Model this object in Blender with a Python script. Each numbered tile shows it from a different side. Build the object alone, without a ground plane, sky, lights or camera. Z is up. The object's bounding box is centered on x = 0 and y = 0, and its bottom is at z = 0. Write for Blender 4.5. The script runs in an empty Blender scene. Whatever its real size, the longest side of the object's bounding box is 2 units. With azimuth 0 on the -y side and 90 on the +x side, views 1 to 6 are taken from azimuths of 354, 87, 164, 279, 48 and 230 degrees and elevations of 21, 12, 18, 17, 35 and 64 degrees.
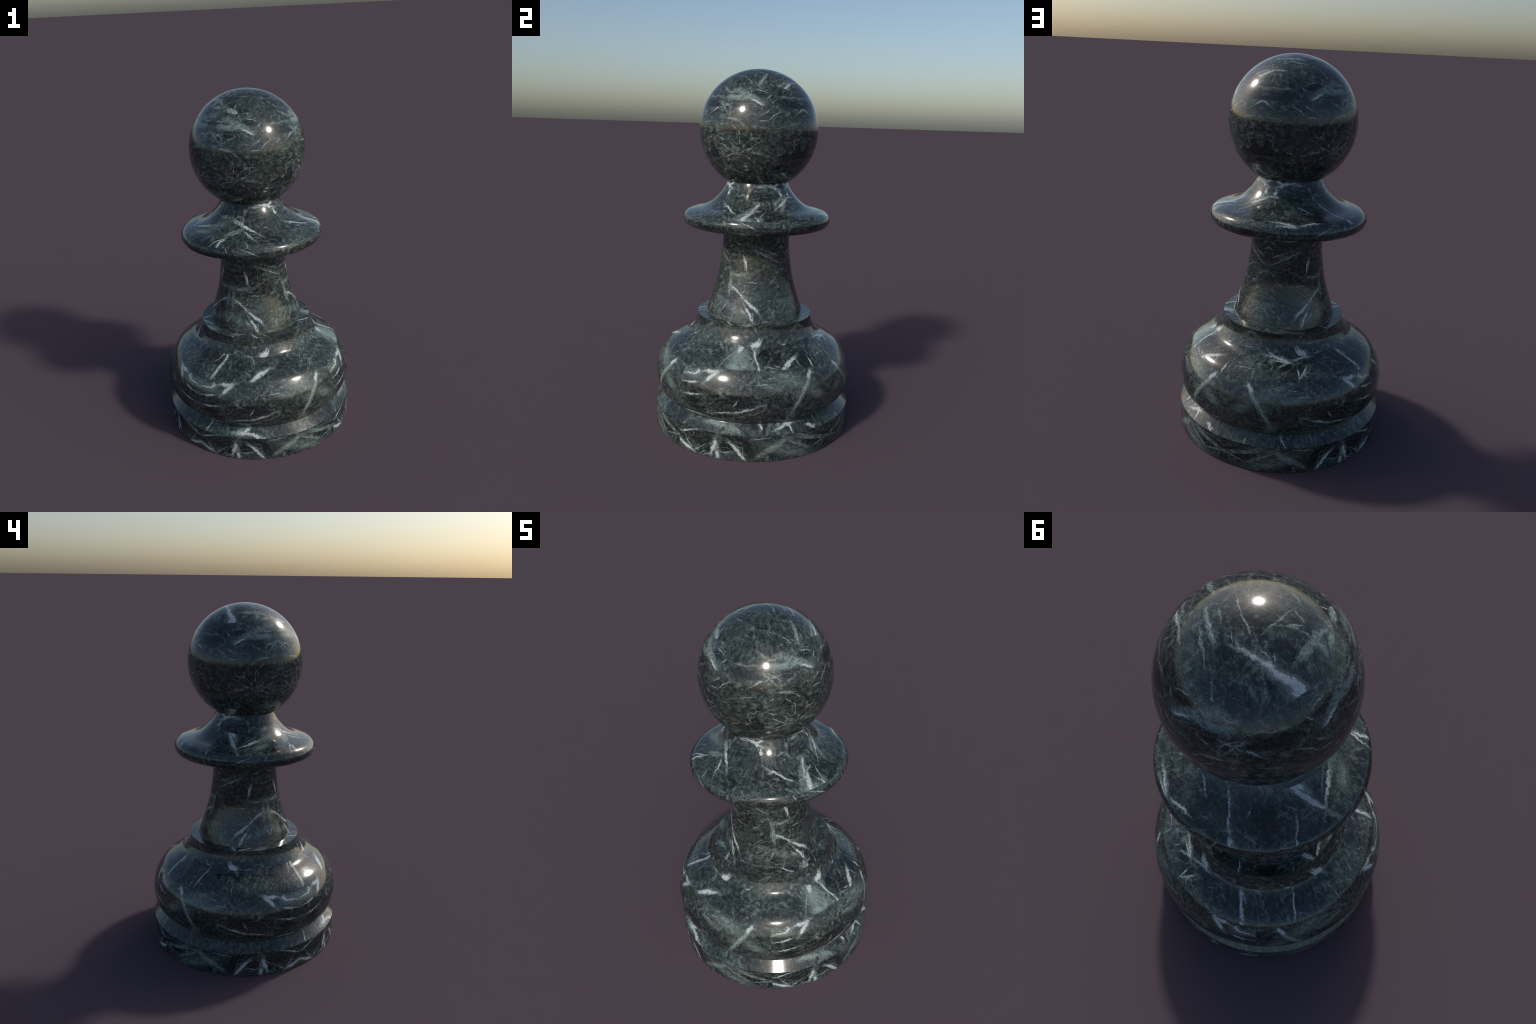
import bpy, bmesh, math, random
from mathutils import Vector

SEG = 160          # turned on a lathe: facets round the axis

# ------------------------------------------------------------------ profiles
def spline(points, n=8):
    """Catmull-Rom curve through (radius, height) control points."""
    p = [Vector(q) for q in points]
    q = [2*p[0]-p[1]] + p + [2*p[-1]-p[-2]]
    out = []
    for i in range(len(p)-1):
        a, b, c, d = q[i:i+4]
        for k in range(n):
            t = k/n
            out.append(.5*((2*b)+(c-a)*t+(2*a-5*b+4*c-d)*t*t+(3*b-a-3*c+d)*t**3))
    out.append(p[-1])
    return [tuple(v) for v in out]

def line(a, b, n):
    return [(a[0]+(b[0]-a[0])*i/n, a[1]+(b[1]-a[1])*i/n) for i in range(n+1)]

HEAD_R, HEAD_Z = .325, 1.675
head_profile = [(HEAD_R*math.sin(math.pi*i/64), HEAD_Z-HEAD_R*math.cos(math.pi*i/64)) for i in range(6, 65)]

collar_profile = spline([(.170, 1.137), (.24, 1.137), (.305, 1.1376), (.3585, 1.1450), (.3945, 1.1610), (.4105, 1.190),
    (.4042, 1.2162), (.3822, 1.2364), (.3453, 1.2486), (.3004, 1.2594), (.2563, 1.2820), (.2132, 1.3222),
    (.1836, 1.3632), (.1650, 1.402), (.157, 1.425)])

stem_profile = spline([(.2805, .640), (.2770, .653), (.2657, .690), (.2520, .730), (.2293, .800), (.2105, .871),
    (.1970, .960), (.1893, 1.03), (.1866, 1.1), (.1866, 1.145)])

body_profile = spline([(.40, .134), (.4611, .1500), (.5062, .1815), (.5403, .2305), (.5558, .2845), (.5574, .337), (.5425, .3965),
    (.5143, .4468), (.4822, .4827), (.4295, .5143), (.3880, .5348), (.3653, .5522), (.3490, .5750), (.3355, .5985), (.3290, .6200), (.3255, .6380), (.3250, .652)])
body_ledge = line((.3248, .652), (.20, .652), 6)

base_side = line((.5578, 0.0), (.5578, .140), 4)
base_chamfer = line((.5578, .140), (.462, .2358), 4)

# ------------------------------------------------------------------ lathe
def lathe(name, runs, parent, cap_bottom=True, cap_top=True):
    """Turn one or more profile runs about z; runs meet in a hard edge."""
    bm = bmesh.new()
    last = None
    rings_first = None
    hard = []
    for run in runs:
        start = 0
        if last is not None:
            hard.append(last); start = 1
        for r, z in run[start:]:
            if r < 1e-5:
                ring = [bm.verts.new((0, 0, z))]
            else:
                ring = [bm.verts.new((r*math.sin(2*math.pi*i/SEG), -r*math.cos(2*math.pi*i/SEG), z)) for i in range(SEG)]
            if rings_first is None:
                rings_first = ring
            if last is not None:
                for i in range(SEG):
                    j = (i+1) % SEG
                    if len(ring) == 1:
                        bm.faces.new((last[i], last[j], ring[0]))
                    else:
                        bm.faces.new((last[i], last[j], ring[j], ring[i]))
            last = ring
    for f in bm.faces:
        f.smooth = True
    if cap_bottom and len(rings_first) > 1:
        bm.faces.new(list(reversed(rings_first))); hard.append(rings_first)
    if cap_top and len(last) > 1:
        bm.faces.new(last); hard.append(last)
    for ring in hard:
        for i in range(SEG):
            e = bm.edges.get((ring[i], ring[(i+1) % SEG]))
            if e: e.smooth = False
    bmesh.ops.recalc_face_normals(bm, faces=bm.faces)
    me = bpy.data.meshes.new(name)
    bm.to_mesh(me); bm.free()
    ob = bpy.data.objects.new(name, me)
    bpy.context.collection.objects.link(ob)
    ob.parent = parent
    return ob

pawn = bpy.data.objects.new("chess_pawn", None)
bpy.context.collection.objects.link(pawn)
pawn["label"] = "polished dark green marble chess pawn with pale veins"
pawn["category"] = "chess piece"

base = lathe("base", [base_side, base_chamfer], pawn)
body = lathe("body", [body_profile, body_ledge], pawn)
stem = lathe("stem", [stem_profile], pawn)
collar = lathe("collar", [collar_profile], pawn)
head = lathe("head", [head_profile], pawn)


# ------------------------------------------------------------------ marble
# The stone is cut like veneer: each side of the piece shows the same slab (side slab: across, height),
# and whatever faces up or down shows a second slab (top slab: x, y).  The bold features of the two slabs
# are strokes (from u, v  to u, v, half width); everything finer is noise.
SIDE, TOP = {}, {}
SIDE["head"] = dict(
    white_veins=[
        (-.028, 1.881, .035, 1.86, .0017), (.022, 1.835, .051, 1.853, .0016), (.178, 1.759, .228, 1.801, .0028), (-.195, 1.816, -.152, 1.785, .0025),
        (-.014, 1.726, .036, 1.725, .0018), (.036, 1.725, .1, 1.783, .0025), (-.002, 1.75, .039, 1.78, .0018), (.18, 1.761, .209, 1.792, .0019),
        (-.117, 1.723, -.083, 1.699, .0018), (-.15, 1.71, -.128, 1.682, .0019), (-.211, 1.701, -.194, 1.71, .0017),
        (-.118, 1.674, -.107, 1.648, .0025), (-.107, 1.648, -.104, 1.604, .0013), (-.219, 1.641, -.178, 1.624, .0019),
        (-.208, 1.61, -.126, 1.561, .0026), (-.126, 1.561, -.177, 1.539, .003), (-.126, 1.561, -.096, 1.552, .0017),
        (-.161, 1.614, -.11, 1.583, .0015), (-.109, 1.562, -.072, 1.581, .0015), (-.093, 1.584, -.077, 1.607, .0015),
        (-.071, 1.547, -.049, 1.526, .0028), (-.039, 1.598, .01, 1.633, .0015), (.186, 1.633, .213, 1.646, .002), (.169, 1.611, .196, 1.616, .0017),
        (.169, 1.611, .174, 1.582, .002), (.142, 1.56, .168, 1.573, .002), (.081, 1.549, .111, 1.562, .0026), (.084, 1.506, .11, 1.51, .0018),
        (.036, 1.449, .055, 1.481, .0018), (.008, 1.489, .005, 1.457, .0015), (-.044, 1.827, -.003, 1.807, .005),
    ],
    pale_clouds=[
        (-.226, 1.779, -.142, 1.811, .0049), (-.137, 1.886, .01, 1.81, .0177), (-.174, 1.843, -.044, 1.837, .0167),
        (-.175, 1.863, -.132, 1.871, .0043), (-.046, 1.565, .013, 1.558, .0076), (.056, 1.847, .221, 1.844, .0021),
        (-.057, 1.639, .009, 1.639, .0013), (-.208, 1.824, -.172, 1.758, .0051), (-.1, 1.727, -.184, 1.733, .0061),
        (-.072, 1.572, -.039, 1.594, .0062),
    ],
    haze=[

    ],
    dark_clouds=[
        (-.024, 1.873, .022, 1.839, .0093), (-.101, 1.846, -.078, 1.847, .0063), (-.144, 1.812, -.11, 1.8, .0124), (.107, 1.82, .196, 1.799, .0191),
        (-.185, 1.787, -.168, 1.775, .0083), (.189, 1.609, .192, 1.525, .0249), (.025, 1.848, -.034, 1.866, .0125),
    ],
)
SIDE["collar"] = dict(
    white_veins=[
        (-.184, 1.237, -.175, 1.193, .0025), (-.102, 1.225, -.005, 1.179, .0035), (-.129, 1.319, -.046, 1.349, .0018),
        (-.009, 1.383, .074, 1.387, .0025), (.06, 1.387, .12, 1.364, .0043), (-.008, 1.376, .042, 1.379, .0027), (.053, 1.389, .119, 1.365, .0039),
        (.082, 1.38, .112, 1.399, .0046), (.026, 1.389, .103, 1.374, .005), (-.019, 1.381, .026, 1.386, .0029), (.064, 1.393, .095, 1.364, .0037),
        (.111, 1.363, .13, 1.328, .0046),
    ],
    pale_clouds=[

    ],
    haze=[

    ],
    dark_clouds=[
        (-.04, 1.326, .102, 1.325, .016), (-.074, 1.354, .023, 1.312, .015), (-.033, 1.335, .102, 1.332, .0171),
    ],
)
SIDE["stem"] = dict(
    white_veins=[
        (.086, .991, .002, 1.031, .0028), (-.06, .934, -.073, 1.006, .0027), (-.011, .866, -.058, .87, .0024), (.005, 1.034, .069, 1.01, .0027),
        (.148, 1.065, .108, 1.04, .0022), (-.135, .842, -.061, .775, .0042), (-.061, .775, .007, .714, .0075), (-.06, .741, -.014, .658, .0049),
        (-.087, .734, -.06, .698, .0032), (-.066, .994, -.051, .933, .0036), (-.036, .867, .009, .864, .0031), (.073, .862, .109, .894, .0024),
        (-.126, 1.076, -.076, 1.065, .0033), (-.182, .708, -.16, .743, .0032), (-.08, .807, -.062, .822, .003), (-.015, .709, -.019, .667, .0027),
        (.059, 1.033, .116, 1.006, .0026), (.036, 1.017, .143, .958, .0023),
    ],
    pale_clouds=[
        (-.118, .9, -.167, .903, .0092), (-.134, .909, -.142, .805, .0058), (-.127, .896, -.055, .906, .0089), (-.131, .904, -.151, .77, .0071),
        (-.167, .898, -.119, .904, .0155), (-.093, .814, -.166, .841, .0111),
    ],
    haze=[
        (-.16, .743, -.096, .703, .0185), (-.096, .72, -.033, .683, .0133),
    ],
    dark_clouds=[

    ],
)
SIDE["body"] = dict(
    white_veins=[
        (.165, .558, .13, .549, .003), (.014, .579, -.003, .545, .0062), (.06, .437, .106, .443, .0023), (.285, .449, .277, .416, .0085),
        (.03, .58, -.001, .544, .0074), (-.36, .417, -.275, .444, .0047), (-.275, .446, -.193, .46, .0061), (-.26, .404, -.2, .452, .0096),
        (-.367, .377, -.308, .391, .0038), (-.366, .318, -.293, .333, .0036), (.287, .43, .188, .25, .0034), (-.223, .238, -.095, .266, .0036),
        (-.104, .26, .001, .296, .0044), (-.113, .294, -.088, .333, .0033), (-.359, .209, -.276, .212, .0056), (-.006, .409, .07, .415, .0026),
        (-.02, .55, .017, .573, .0101), (-.06, .741, -.014, .658, .0049),
    ],
    pale_clouds=[
        (-.106, .557, -.074, .553, .0065), (.275, .446, .31, .438, .0053), (.191, .145, .405, .068, .0045), (.287, .43, .188, .25, .0107),
        (-.106, .552, -.066, .555, .0063), (.03, .58, .004, .547, .0108), (-.024, .55, .021, .577, .0143), (.292, .436, .188, .25, .0145),
    ],
    haze=[
        (.079, .45, .282, .394, .0284), (.273, .376, .381, .3, .0232), (.028, .409, .156, .394, .015), (.171, .236, .209, .215, .0221),
        (.099, .454, .199, .426, .0163), (-.4, .423, -.272, .426, .0209),
    ],
    dark_clouds=[
        (-.224, .323, .029, .328, .0304), (-.357, .283, -.258, .266, .0339),
    ],
)
SIDE["base"] = dict(
    white_veins=[
        (-.388, .096, -.301, .136, .0038), (-.398, .047, -.318, .007, .0076), (-.318, .007, -.365, .083, .0033), (-.203, .097, -.22, .027, .0083),
        (-.268, 0, -.211, .034, .0035), (-.192, .036, -.187, .006, .0089), (-.185, .04, -.108, .047, .0033), (-.117, .092, -.047, .01, .0078),
        (-.024, .118, .086, .134, .0032), (-.134, .095, -.083, .077, .0037), (-.318, .007, -.255, .065, .0024),
    ],
    pale_clouds=[
        (.292, .038, .511, .109, .0057), (.191, .145, .405, .068, .0045), (.196, .128, .385, .064, .0077), (.012, .025, .183, .122, .0173),
        (.166, .115, .306, .033, .0085), (-.203, .097, -.185, .016, .0163),
    ],
    haze=[
        (.036, .099, .308, .004, .0268),
    ],
    dark_clouds=[
        (-.374, .079, -.221, .121, .0273), (-.291, .083, -.22, .046, .0311), (-.177, .083, -.117, .065, .024), (-.084, .124, -.023, .053, .0224),
        (.292, .075, .385, .064, .038), (-.169, .14, -.05, .126, .0164),
    ],
)
TOP["white_veins"] = [
        (-.073, -.214, .01, -.29, .0044), (-.225, -.328, -.201, -.315, .0056), (-.248, -.3, -.164, -.275, .0039), (.192, -.168, .3, -.128, .0043),
        (.31, -.037, .387, -.091, .0109), (-.121, -.174, -.063, -.225, .0027), (-.064, -.178, -.075, -.205, .0023), (.142, .364, .069, .398, .0044),
        (.341, .309, .25, .373, .002), (.25, .373, .267, .419, .0028), (.038, .437, .043, .488, .0036), (.018, .456, 0, .48, .0026),
        (.475, .133, .387, .203, .0043), (.104, .409, .078, .371, .0024), (.521, .116, .474, .203, .0054), (.46, .277, .442, .316, .0039),
        (.307, .464, .296, .451, .0037), (.13, .502, .115, .544, .0037), (-.449, .211, -.337, .127, .0035), (-.306, .405, -.207, .311, .0062),
        (-.285, -.379, -.323, -.399, .0029), (.357, -.085, .453, -.196, .0026), (.494, .012, .386, -.006, .0039), (.385, .204, .479, .134, .0048),
        (.464, .091, .472, .13, .0023), (-.188, -.506, -.036, -.556, .0069), (.303, -.029, .282, .019, .0028), (-.196, .233, -.175, .188, .0015),
        (-.07, .342, -.114, .325, .0013), (.039, .489, .025, .453, .0024), (.006, .469, .005, .434, .0025), (.172, .412, .16, .393, .0025),
        (-.451, -.015, -.502, -.018, .0021), (-.079, .09, -.232, .027, .0066), (-.152, .063, -.248, .012, .0138), (-.092, .061, -.134, .054, .0016),
        (-.122, .038, -.141, .049, .0017), (.075, .001, .02, .028, .0021), (.02, .028, -.049, .052, .0023), (.112, .077, .003, .14, .0025),
        (.042, .147, -.021, .188, .0021), (.001, -.133, -.04, -.126, .0017), (-.081, -.04, -.104, -.082, .0014), (-.004, .085, -.03, .101, .0014),
        (.19, -.066, .222, -.041, .0019), (.16, .186, .177, .194, .0026), (.233, .006, .327, -.067, .0036), (.327, -.067, .389, -.092, .0058),
        (-.09, -.21, .008, -.288, .0049), (-.062, -.259, -.019, -.347, .0038), (.185, -.172, .274, -.137, .0024), (-.23, -.326, -.167, -.281, .0047),
        (.282, .04, .397, -.013, .0031), (.134, .165, .257, .087, .0041), (-.092, .225, -.215, .328, .0036), (-.284, .081, -.366, .147, .0028),
        (-.251, .093, -.281, .081, .0022), (-.216, .05, -.339, -.008, .0102), (-.335, -.012, -.237, -.115, .0047), (.023, .251, -.025, .28, .0037),
        (.003, .292, -.017, .273, .0018), (.163, .331, .074, .388, .0045), (.045, .389, -.013, .378, .0023), (-.218, .331, -.245, .314, .0018),
        (-.198, .313, -.315, .4, .0059), (-.212, .307, -.258, .333, .0032), (-.341, .127, -.45, .21, .0036), (.139, .41, .059, .39, .0034),
        (.141, .343, .064, .395, .0039), (.032, .476, -.003, .431, .0038), (.048, .38, -.037, .369, .0047), (-.241, -.355, -.318, -.41, .003),
        (.36, -.014, .491, .015, .0057), (.47, .149, .39, .21, .007), (.39, .21, .432, .229, .0032), (.478, .045, .479, .114, .0029),
        (.364, .28, .406, .312, .0041), (-.316, -.398, -.205, -.317, .006), (-.096, -.486, .015, -.436, .01), (-.071, -.342, -.057, -.414, .0025),
        (.508, .131, .485, .18, .0043), (.489, .18, .515, .205, .0056), (.513, .027, .529, .031, .0051), (.459, .293, .452, .316, .005),
        (-.17, -.522, -.116, -.503, .0062), (-.365, -.421, -.319, -.404, .0036), (.183, -.174, .255, -.15, .0031),
]
TOP["pale_clouds"] = [
        (-.186, -.117, -.106, -.174, .0095), (-.177, -.255, -.07, -.245, .0181), (-.173, .007, -.126, -.153, .0111),
        (.354, .017, .485, -.027, .0128), (-.221, -.104, -.302, -.02, .0037), (.089, .122, .009, .174, .0039), (.052, .111, -.001, .137, .0033),
        (-.061, -.008, -.055, -.034, .0019), (.122, .075, .003, .14, .0083), (-.064, .027, -.051, -.093, .003), (-.124, -.104, -.19, -.093, .015),
        (-.15, -.042, -.168, -.065, .003), (.08, .057, .034, .087, .003), (-.051, -.093, -.09, -.093, .0032), (-.069, -.209, -.13, -.178, .0072),
        (.237, -.02, .181, .019, .0097), (.181, .019, .136, .031, .0026), (.206, .119, .161, .132, .004), (.137, .032, .238, -.01, .0089),
        (.228, .007, .361, -.092, .0142), (.136, .142, .287, .115, .0108), (-.311, -.033, -.234, -.132, .0067), (.17, .322, .073, .381, .0071),
        (.458, -.151, .48, -.006, .0234), (.378, -.083, .478, -.066, .0553), (.447, -.276, .518, -.119, .0122), (.506, -.136, .545, -.067, .0126),
        (-.219, -.505, -.112, -.504, .0122), (.371, -.134, .231, .011, .0175), (.242, .078, .159, .126, .0066), (.384, -.12, .387, -.035, .0096),
]
TOP["haze"] = [
        (-.24, -.167, -.321, -.109, .0245), (-.259, -.12, -.139, -.187, .0192), (.355, -.095, .479, -.112, .0498),
]
TOP["dark_clouds"] = [
        (.12, .405, .014, .44, .0254), (.367, .048, .426, .099, .0502), (.278, .086, .299, .013, .015), (.288, .053, .387, .027, .0466),
        (-.005, .124, -.045, .141, .014), (.003, .025, -.057, .021, .0133), (-.104, .028, -.163, -.025, .0249), (.391, .03, .451, .167, .0476),
        (.373, .154, .377, .296, .0473), (.361, -.005, .423, .029, .0183), (.275, .076, .383, .107, .0283), (-.198, .175, -.304, .197, .0454),
        (-.289, .253, -.391, .22, .0394), (.126, .32, .04, .351, .0234), (-.323, -.167, -.256, -.318, .0414), (.516, -.033, .53, .087, .0157),
]


class Tree:
    """Small helper for writing node graphs as expressions."""
    def __init__(self, mat):
        self.t = mat.node_tree; self.n = self.t.nodes; self.l = self.t.links
    def put(self, sock, v):
        if isinstance(v, bpy.types.NodeSocket): self.l.new(v, sock)
        elif v is not None: sock.default_value = v
    def math(self, op, a, b=None, c=None, clamp=False):
        n = self.n.new("ShaderNodeMath"); n.operation = op; n.use_clamp = clamp
        for i, v in enumerate((a, b, c)): self.put(n.inputs[i], v)
        return n.outputs[0]
    def vec(self, op, a, b=None, out=0):
        n = self.n.new("ShaderNodeVectorMath"); n.operation = op
        self.put(n.inputs[0], a)
        if op == "SCALE": self.put(n.inputs["Scale"], b)
        elif b is not None: self.put(n.inputs[1], b)
        return n.outputs[out]
    def xyz(self, x, y, z):
        n = self.n.new("ShaderNodeCombineXYZ")
        for i, v in enumerate((x, y, z)): self.put(n.inputs[i], v)
        return n.outputs[0]
    def sep(self, v):
        n = self.n.new("ShaderNodeSeparateXYZ"); self.l.new(v, n.inputs[0]); return n.outputs
    def pick(self, f, a, b):
        n = self.n.new("ShaderNodeMix"); n.data_type = "FLOAT"
        self.put(n.inputs[0], f); self.put(n.inputs[2], a); self.put(n.inputs[3], b)
        return n.outputs[0]
    def mix(self, f, a, b, blend="MIX"):
        n = self.n.new("ShaderNodeMix"); n.data_type = "RGBA"; n.blend_type = blend
        self.put(n.inputs[0], f); self.put(n.inputs[6], a); self.put(n.inputs[7], b)
        return n.outputs[2]
    def ramp(self, v, lo, hi, a=0.0, b=1.0, smooth=True):
        n = self.n.new("ShaderNodeMapRange"); n.interpolation_type = "SMOOTHSTEP" if smooth else "LINEAR"
        for i, x in enumerate((v, lo, hi, a, b)): self.put(n.inputs[i], x)
        return n.outputs[0]
    def noise(self, v, scale, detail=3, rough=.5, distort=0.0, out=0):
        n = self.n.new("ShaderNodeTexNoise"); n.noise_dimensions = "3D"
        self.put(n.inputs["Vector"], v); n.inputs["Scale"].default_value = scale
        n.inputs["Detail"].default_value = detail; n.inputs["Roughness"].default_value = rough
        n.inputs["Distortion"].default_value = distort
        return n.outputs[out]
    def place(self, v, loc, angle, scale):
        n = self.n.new("ShaderNodeMapping"); n.vector_type = "TEXTURE"
        self.put(n.inputs[0], v); n.inputs[1].default_value = loc
        n.inputs[2].default_value = (0, 0, angle); n.inputs[3].default_value = scale
        return n.outputs[0]

SHIFT = 10.0     # the top slab lies this far from the side slab in the common texture plane

def strokes_field(t, v, strokes, widen=1.0):
    """Smallest elliptical distance to any stroke: below 1 inside."""
    best = None
    for i, (u0, v0, u1, v1, w) in enumerate(strokes):
        if i and i % 8 == 0:      # keep the graph a chain, so that the renderer holds few values at once
            n = t.n.new("ShaderNodeVectorMath"); n.operation = "MULTIPLY_ADD"
            t.put(n.inputs[0], best); n.inputs[1].default_value = (1e-7, 0, 0); t.put(n.inputs[2], v)
            v = n.outputs[0]
        dx, dy = u1-u0, v1-v0
        half = math.hypot(dx, dy)/2*1.12 + w*.4
        p = t.place(v, ((u0+u1)/2, (v0+v1)/2, 0), math.atan2(dy, dx), (half, max(w, .0019)*widen, 1))
        d = t.vec("LENGTH", p, out=1)
        best = d if best is None else t.math("MINIMUM", best, d)
    return best if best is not None else 9.0

def near_radius(stroke, r0, r1):
    u0, v0, u1, v1, w = stroke
    rs = [math.hypot(u0+(u1-u0)*k/8, v0+(v1-v0)*k/8) for k in range(-1, 10)]
    return min(rs)-w < r1 and max(rs)+w > r0

def threads(t, v, angle, stretch, scale, thin, patch_scale, lo, hi, seed):
    """Hair-fine veins: the zero line of a stretched noise, kept only in patches."""
    p = t.place(v, (seed, seed*.7, 0), angle, (stretch, 1, 1))
    n = t.noise(t.vec("ADD", p, (0, 0, seed)), scale, 2, .5, .1)
    line_ = t.ramp(t.math("ABSOLUTE", t.math("SUBTRACT", n, .5)), 0.0, thin, 1, 0)
    patch = t.ramp(t.noise(t.vec("ADD", v, (seed, 0, 3)), patch_scale, 3, .6), lo, hi)
    return t.math("MULTIPLY", line_, patch)

def cracks(t, v, angle, stretch, scale, thin, patch_scale, lo, hi, seed):
    """Straight broken vein fragments: cell borders of a stretched Voronoi pattern, kept in patches."""
    n = t.n.new("ShaderNodeTexVoronoi"); n.feature = "DISTANCE_TO_EDGE"; n.voronoi_dimensions = "2D"
    t.put(n.inputs["Vector"], t.place(v, (seed, seed*.6, 0), angle, (stretch, 1, 1)))
    n.inputs["Scale"].default_value = scale
    line_ = t.ramp(n.outputs["Distance"], 0.0, thin, 1, 0)
    patch = t.ramp(t.noise(t.vec("ADD", v, (seed, 0, 5)), patch_scale*2.2, 4, .65), lo, hi)
    return t.math("MULTIPLY", line_, patch)

def marble(part, r0, r1):
    mat = bpy.data.materials.new("marble_of_" + part); mat.use_nodes = True
    t = Tree(mat)
    bsdf = t.n["Principled BSDF"]
    co = t.n.new("ShaderNodeTexCoord").outputs["Object"]
    x, y, z = t.sep(co)
    nx, ny, nz = t.sep(t.vec("ABSOLUTE", t.n.new("ShaderNodeNewGeometry").outputs["Normal"]))
    facing_x = t.math("GREATER_THAN", nx, ny)
    facing_up = t.math("GREATER_THAN", t.math("MULTIPLY", nz, 1.004), t.math("MAXIMUM", nx, ny))
    u = t.pick(facing_up, t.pick(facing_x, x, y), x)
    v = t.pick(facing_up, z, t.math("ADD", y, SHIFT))
    uv = t.xyz(u, v, 0.0)
    # ragged edges
    w1 = t.vec("SCALE", t.vec("SUBTRACT", t.noise(uv, 20, 3, .6, out=1), (.5, .5, .5)), .024)
    w2 = t.vec("SCALE", t.vec("SUBTRACT", t.noise(uv, 85, 3, .6, out=1), (.5, .5, .5)), .015)
    p = t.vec("MULTIPLY", t.vec("ADD", uv, t.vec("ADD", w1, w2)), (1, 1, 0))

    def field(kind, widen=1.0, lo=0.0, hi=1.0, vec=None):
        top = [(a, b+SHIFT, c, d+SHIFT, w) for a, b, c, d, w in TOP[kind] if near_radius((a, b, c, d, w), r0, r1)]
        return strokes_field(t, vec or p, [q for q in SIDE[part][kind] + top if lo <= q[4] < hi], widen)

    def off(n, k):
        return t.math("MULTIPLY", t.math("SUBTRACT", n, .5), k)

    grain = t.noise(uv, 190, 3, .75)
    fleck = t.noise(uv, 48, 5, .72)
    shred = t.noise(t.place(p, (0, 0, 0), .5, (3.2, 1, 1)), 60, 4, .7)
    cloud = t.noise(uv, 6.0, 7, .62, .3)
    # ground mass: mottled green-black
    tone = t.ramp(t.math("ADD", t.math("MULTIPLY", cloud, .7), t.math("MULTIPLY", fleck, .5)), .43, .82)
    col = t.mix(tone, GROUND_DARK, GROUND_MID)
    speck = t.ramp(t.math("ADD", t.math("MULTIPLY", grain, .55), t.math("MULTIPLY", fleck, .45)), .38, .68)
    col = t.mix(speck, t.mix(1.0, col, (.44, .45, .48, 1), "MULTIPLY"), t.mix(1.0, col, (2.0, 2.05, 2.0, 1), "MULTIPLY"))
    # dark cells
    k = t.ramp(t.math("ADD", field("dark_clouds", 1.2), off(fleck, 1.3)), .55, 1.25, 1, 0)
    col = t.mix(t.math("MULTIPLY", k, .78), col, t.mix(speck, CELL_DARK, CELL_LIGHT))
    # pale clouds: ragged, crisp-edged, combed into fibres
    gd = t.math("ADD", field("pale_clouds", 1.2), t.math("ADD", off(fleck, 1.9), off(shred, 1.6)))
    g = t.math("MULTIPLY", t.ramp(gd, .50, 1.05, 1, 0), t.ramp(t.math("ADD", t.math("MULTIPLY", grain, .4), t.math("MULTIPLY", shred, .6)), .40, .60, .14, 1))
    col = t.mix(t.math("MULTIPLY", g, .85), col, PALE)
    hz = t.math("ADD", field("haze", 1.3), t.math("ADD", off(fleck, 1.9), off(cloud, 1.6)))
    hz = t.math("MULTIPLY", t.ramp(hz, .2, 1.2, 1, 0), t.ramp(t.math("ADD", t.math("MULTIPLY", grain, .5), t.math("MULTIPLY", fleck, .5)), .38, .62, .2, 1))
    col = t.mix(t.math("MULTIPLY", hz, .5), col, PALE)
    # hair veins: long crossing hairlines and broken crack fragments
    breakup = t.ramp(t.math("ADD", t.math("MULTIPLY", fleck, .65), t.math("MULTIPLY", grain, .35)), .42, .60, .05, 1.0)
    c1 = cracks(t, p, .5, 2.0, 9.0, .026, 3.0, .46, .60, 2.2)
    c2 = cracks(t, p, -.6, 2.4, 21.0, .055, 3.5, .48, .60, 5.9)
    h1 = threads(t, p, .55, 5.0, 8.0, .016, 4.0, .42, .58, 1.3)
    h2 = threads(t, p, -.45, 5.0, 9.0, .018, 5.0, .44, .60, 4.1)
    h3 = threads(t, p, 1.25, 4.0, 11.0, .020, 4.5, .45, .60, 7.7)
    h4 = threads(t, p, .15, 6.0, 22.0, .040, 6.0, .42, .58, 9.2)
    fine = t.math("MAXIMUM", t.math("MAXIMUM", h1, t.math("MAXIMUM", h2, h3)), t.math("MAXIMUM", c1, t.math("MULTIPLY", t.math("MAXIMUM", c2, h4), .6)))
    fine = t.math("MULTIPLY", fine, breakup)
    col = t.mix(t.math("MULTIPLY", fine, t.math("SUBTRACT", .68, t.math("MULTIPLY", k, .2))), col, HAIR)
    # named veins: thin grey ones, then bold white ones, torn by the grain
    thin = field("white_veins", 1.1, 0, .0036)
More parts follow.
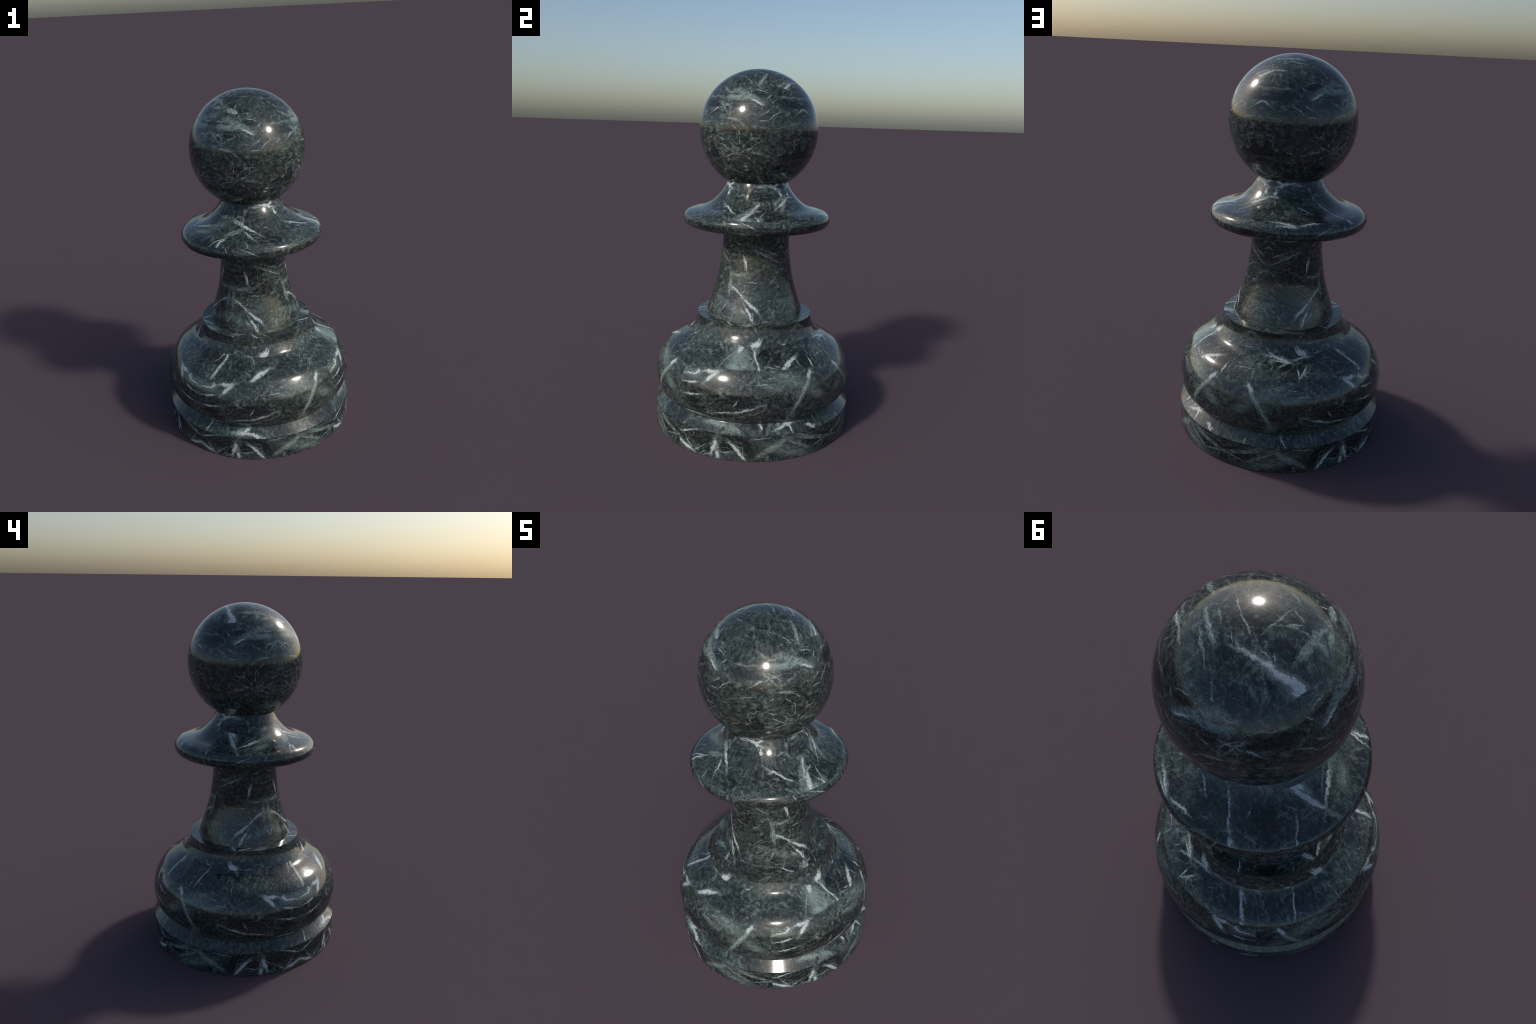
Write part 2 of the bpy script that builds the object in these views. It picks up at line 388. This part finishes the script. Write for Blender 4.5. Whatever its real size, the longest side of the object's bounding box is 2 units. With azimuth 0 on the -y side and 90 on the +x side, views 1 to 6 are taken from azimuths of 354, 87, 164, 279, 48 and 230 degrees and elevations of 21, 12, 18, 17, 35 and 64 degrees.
    tm = t.math("MULTIPLY", t.ramp(t.math("ADD", thin, t.math("ADD", off(fleck, 1.9), off(grain, 1.0))), .45, 1.15, 1, 0), t.ramp(breakup, 0, 1, .5, 1))
    col = t.mix(t.math("MULTIPLY", tm, .95), col, t.mix(speck, VEIN_LOW, VEIN))
    w3 = t.vec("SCALE", t.vec("SUBTRACT", t.noise(uv, 130, 3, .65, out=1), (.5, .5, .5)), .014)
    q = t.vec("MULTIPLY", t.vec("ADD", p, w3), (1, 1, 0))
    bold = field("white_veins", .95, .0036, .0072, q)
    slab = field("white_veins", 1.0, .0072, 1, q)
    torn = t.math("ADD", bold, t.math("ADD", off(fleck, 2.8), off(shred, 2.2)))
    chip = t.math("ADD", slab, t.math("ADD", off(fleck, 1.5), off(shred, 1.2)))
    near = t.math("MINIMUM", bold, slab)
    halo = t.math("MULTIPLY", t.ramp(t.math("MINIMUM", torn, chip), .8, 1.8, .65, 0), t.ramp(near, 1.3, 2.3, 1, 0))
    col = t.mix(halo, col, HAIR)
    white = t.math("MAXIMUM", t.ramp(torn, .62, .92, 1, 0), t.ramp(chip, .75, .95, 1, 0))
    col = t.mix(t.math("MULTIPLY", white, .95), col, t.mix(t.ramp(t.math("ADD", t.math("MULTIPLY", shred, .5), t.math("MULTIPLY", grain, .5)), .38, .6), WHITE_LOW, WHITE))
    t.put(bsdf.inputs["Base Color"], col)
    t.put(bsdf.inputs["Roughness"], t.ramp(grain, .3, .7, .11, .15))
    return mat

GROUND_DARK = (.0140, .0190, .0186, 1)
GROUND_MID = (.051, .067, .062, 1)
CELL_DARK = (.0060, .0080, .0090, 1)
CELL_LIGHT = (.0140, .0185, .0190, 1)
PALE = (.245, .325, .300, 1)
HAIR = (.215, .265, .255, 1)
VEIN_LOW = (.21, .255, .25, 1)
VEIN = (.48, .53, .53, 1)
WHITE_LOW = (.30, .345, .345, 1)
WHITE = (.55, .585, .60, 1)

for ob, r0, r1 in ((base, .44, .57), (body, .25, .54), (stem, 8, 9), (collar, .16, .42), (head, 0, .245)):
    ob.data.materials.append(marble(ob.name, r0, r1))
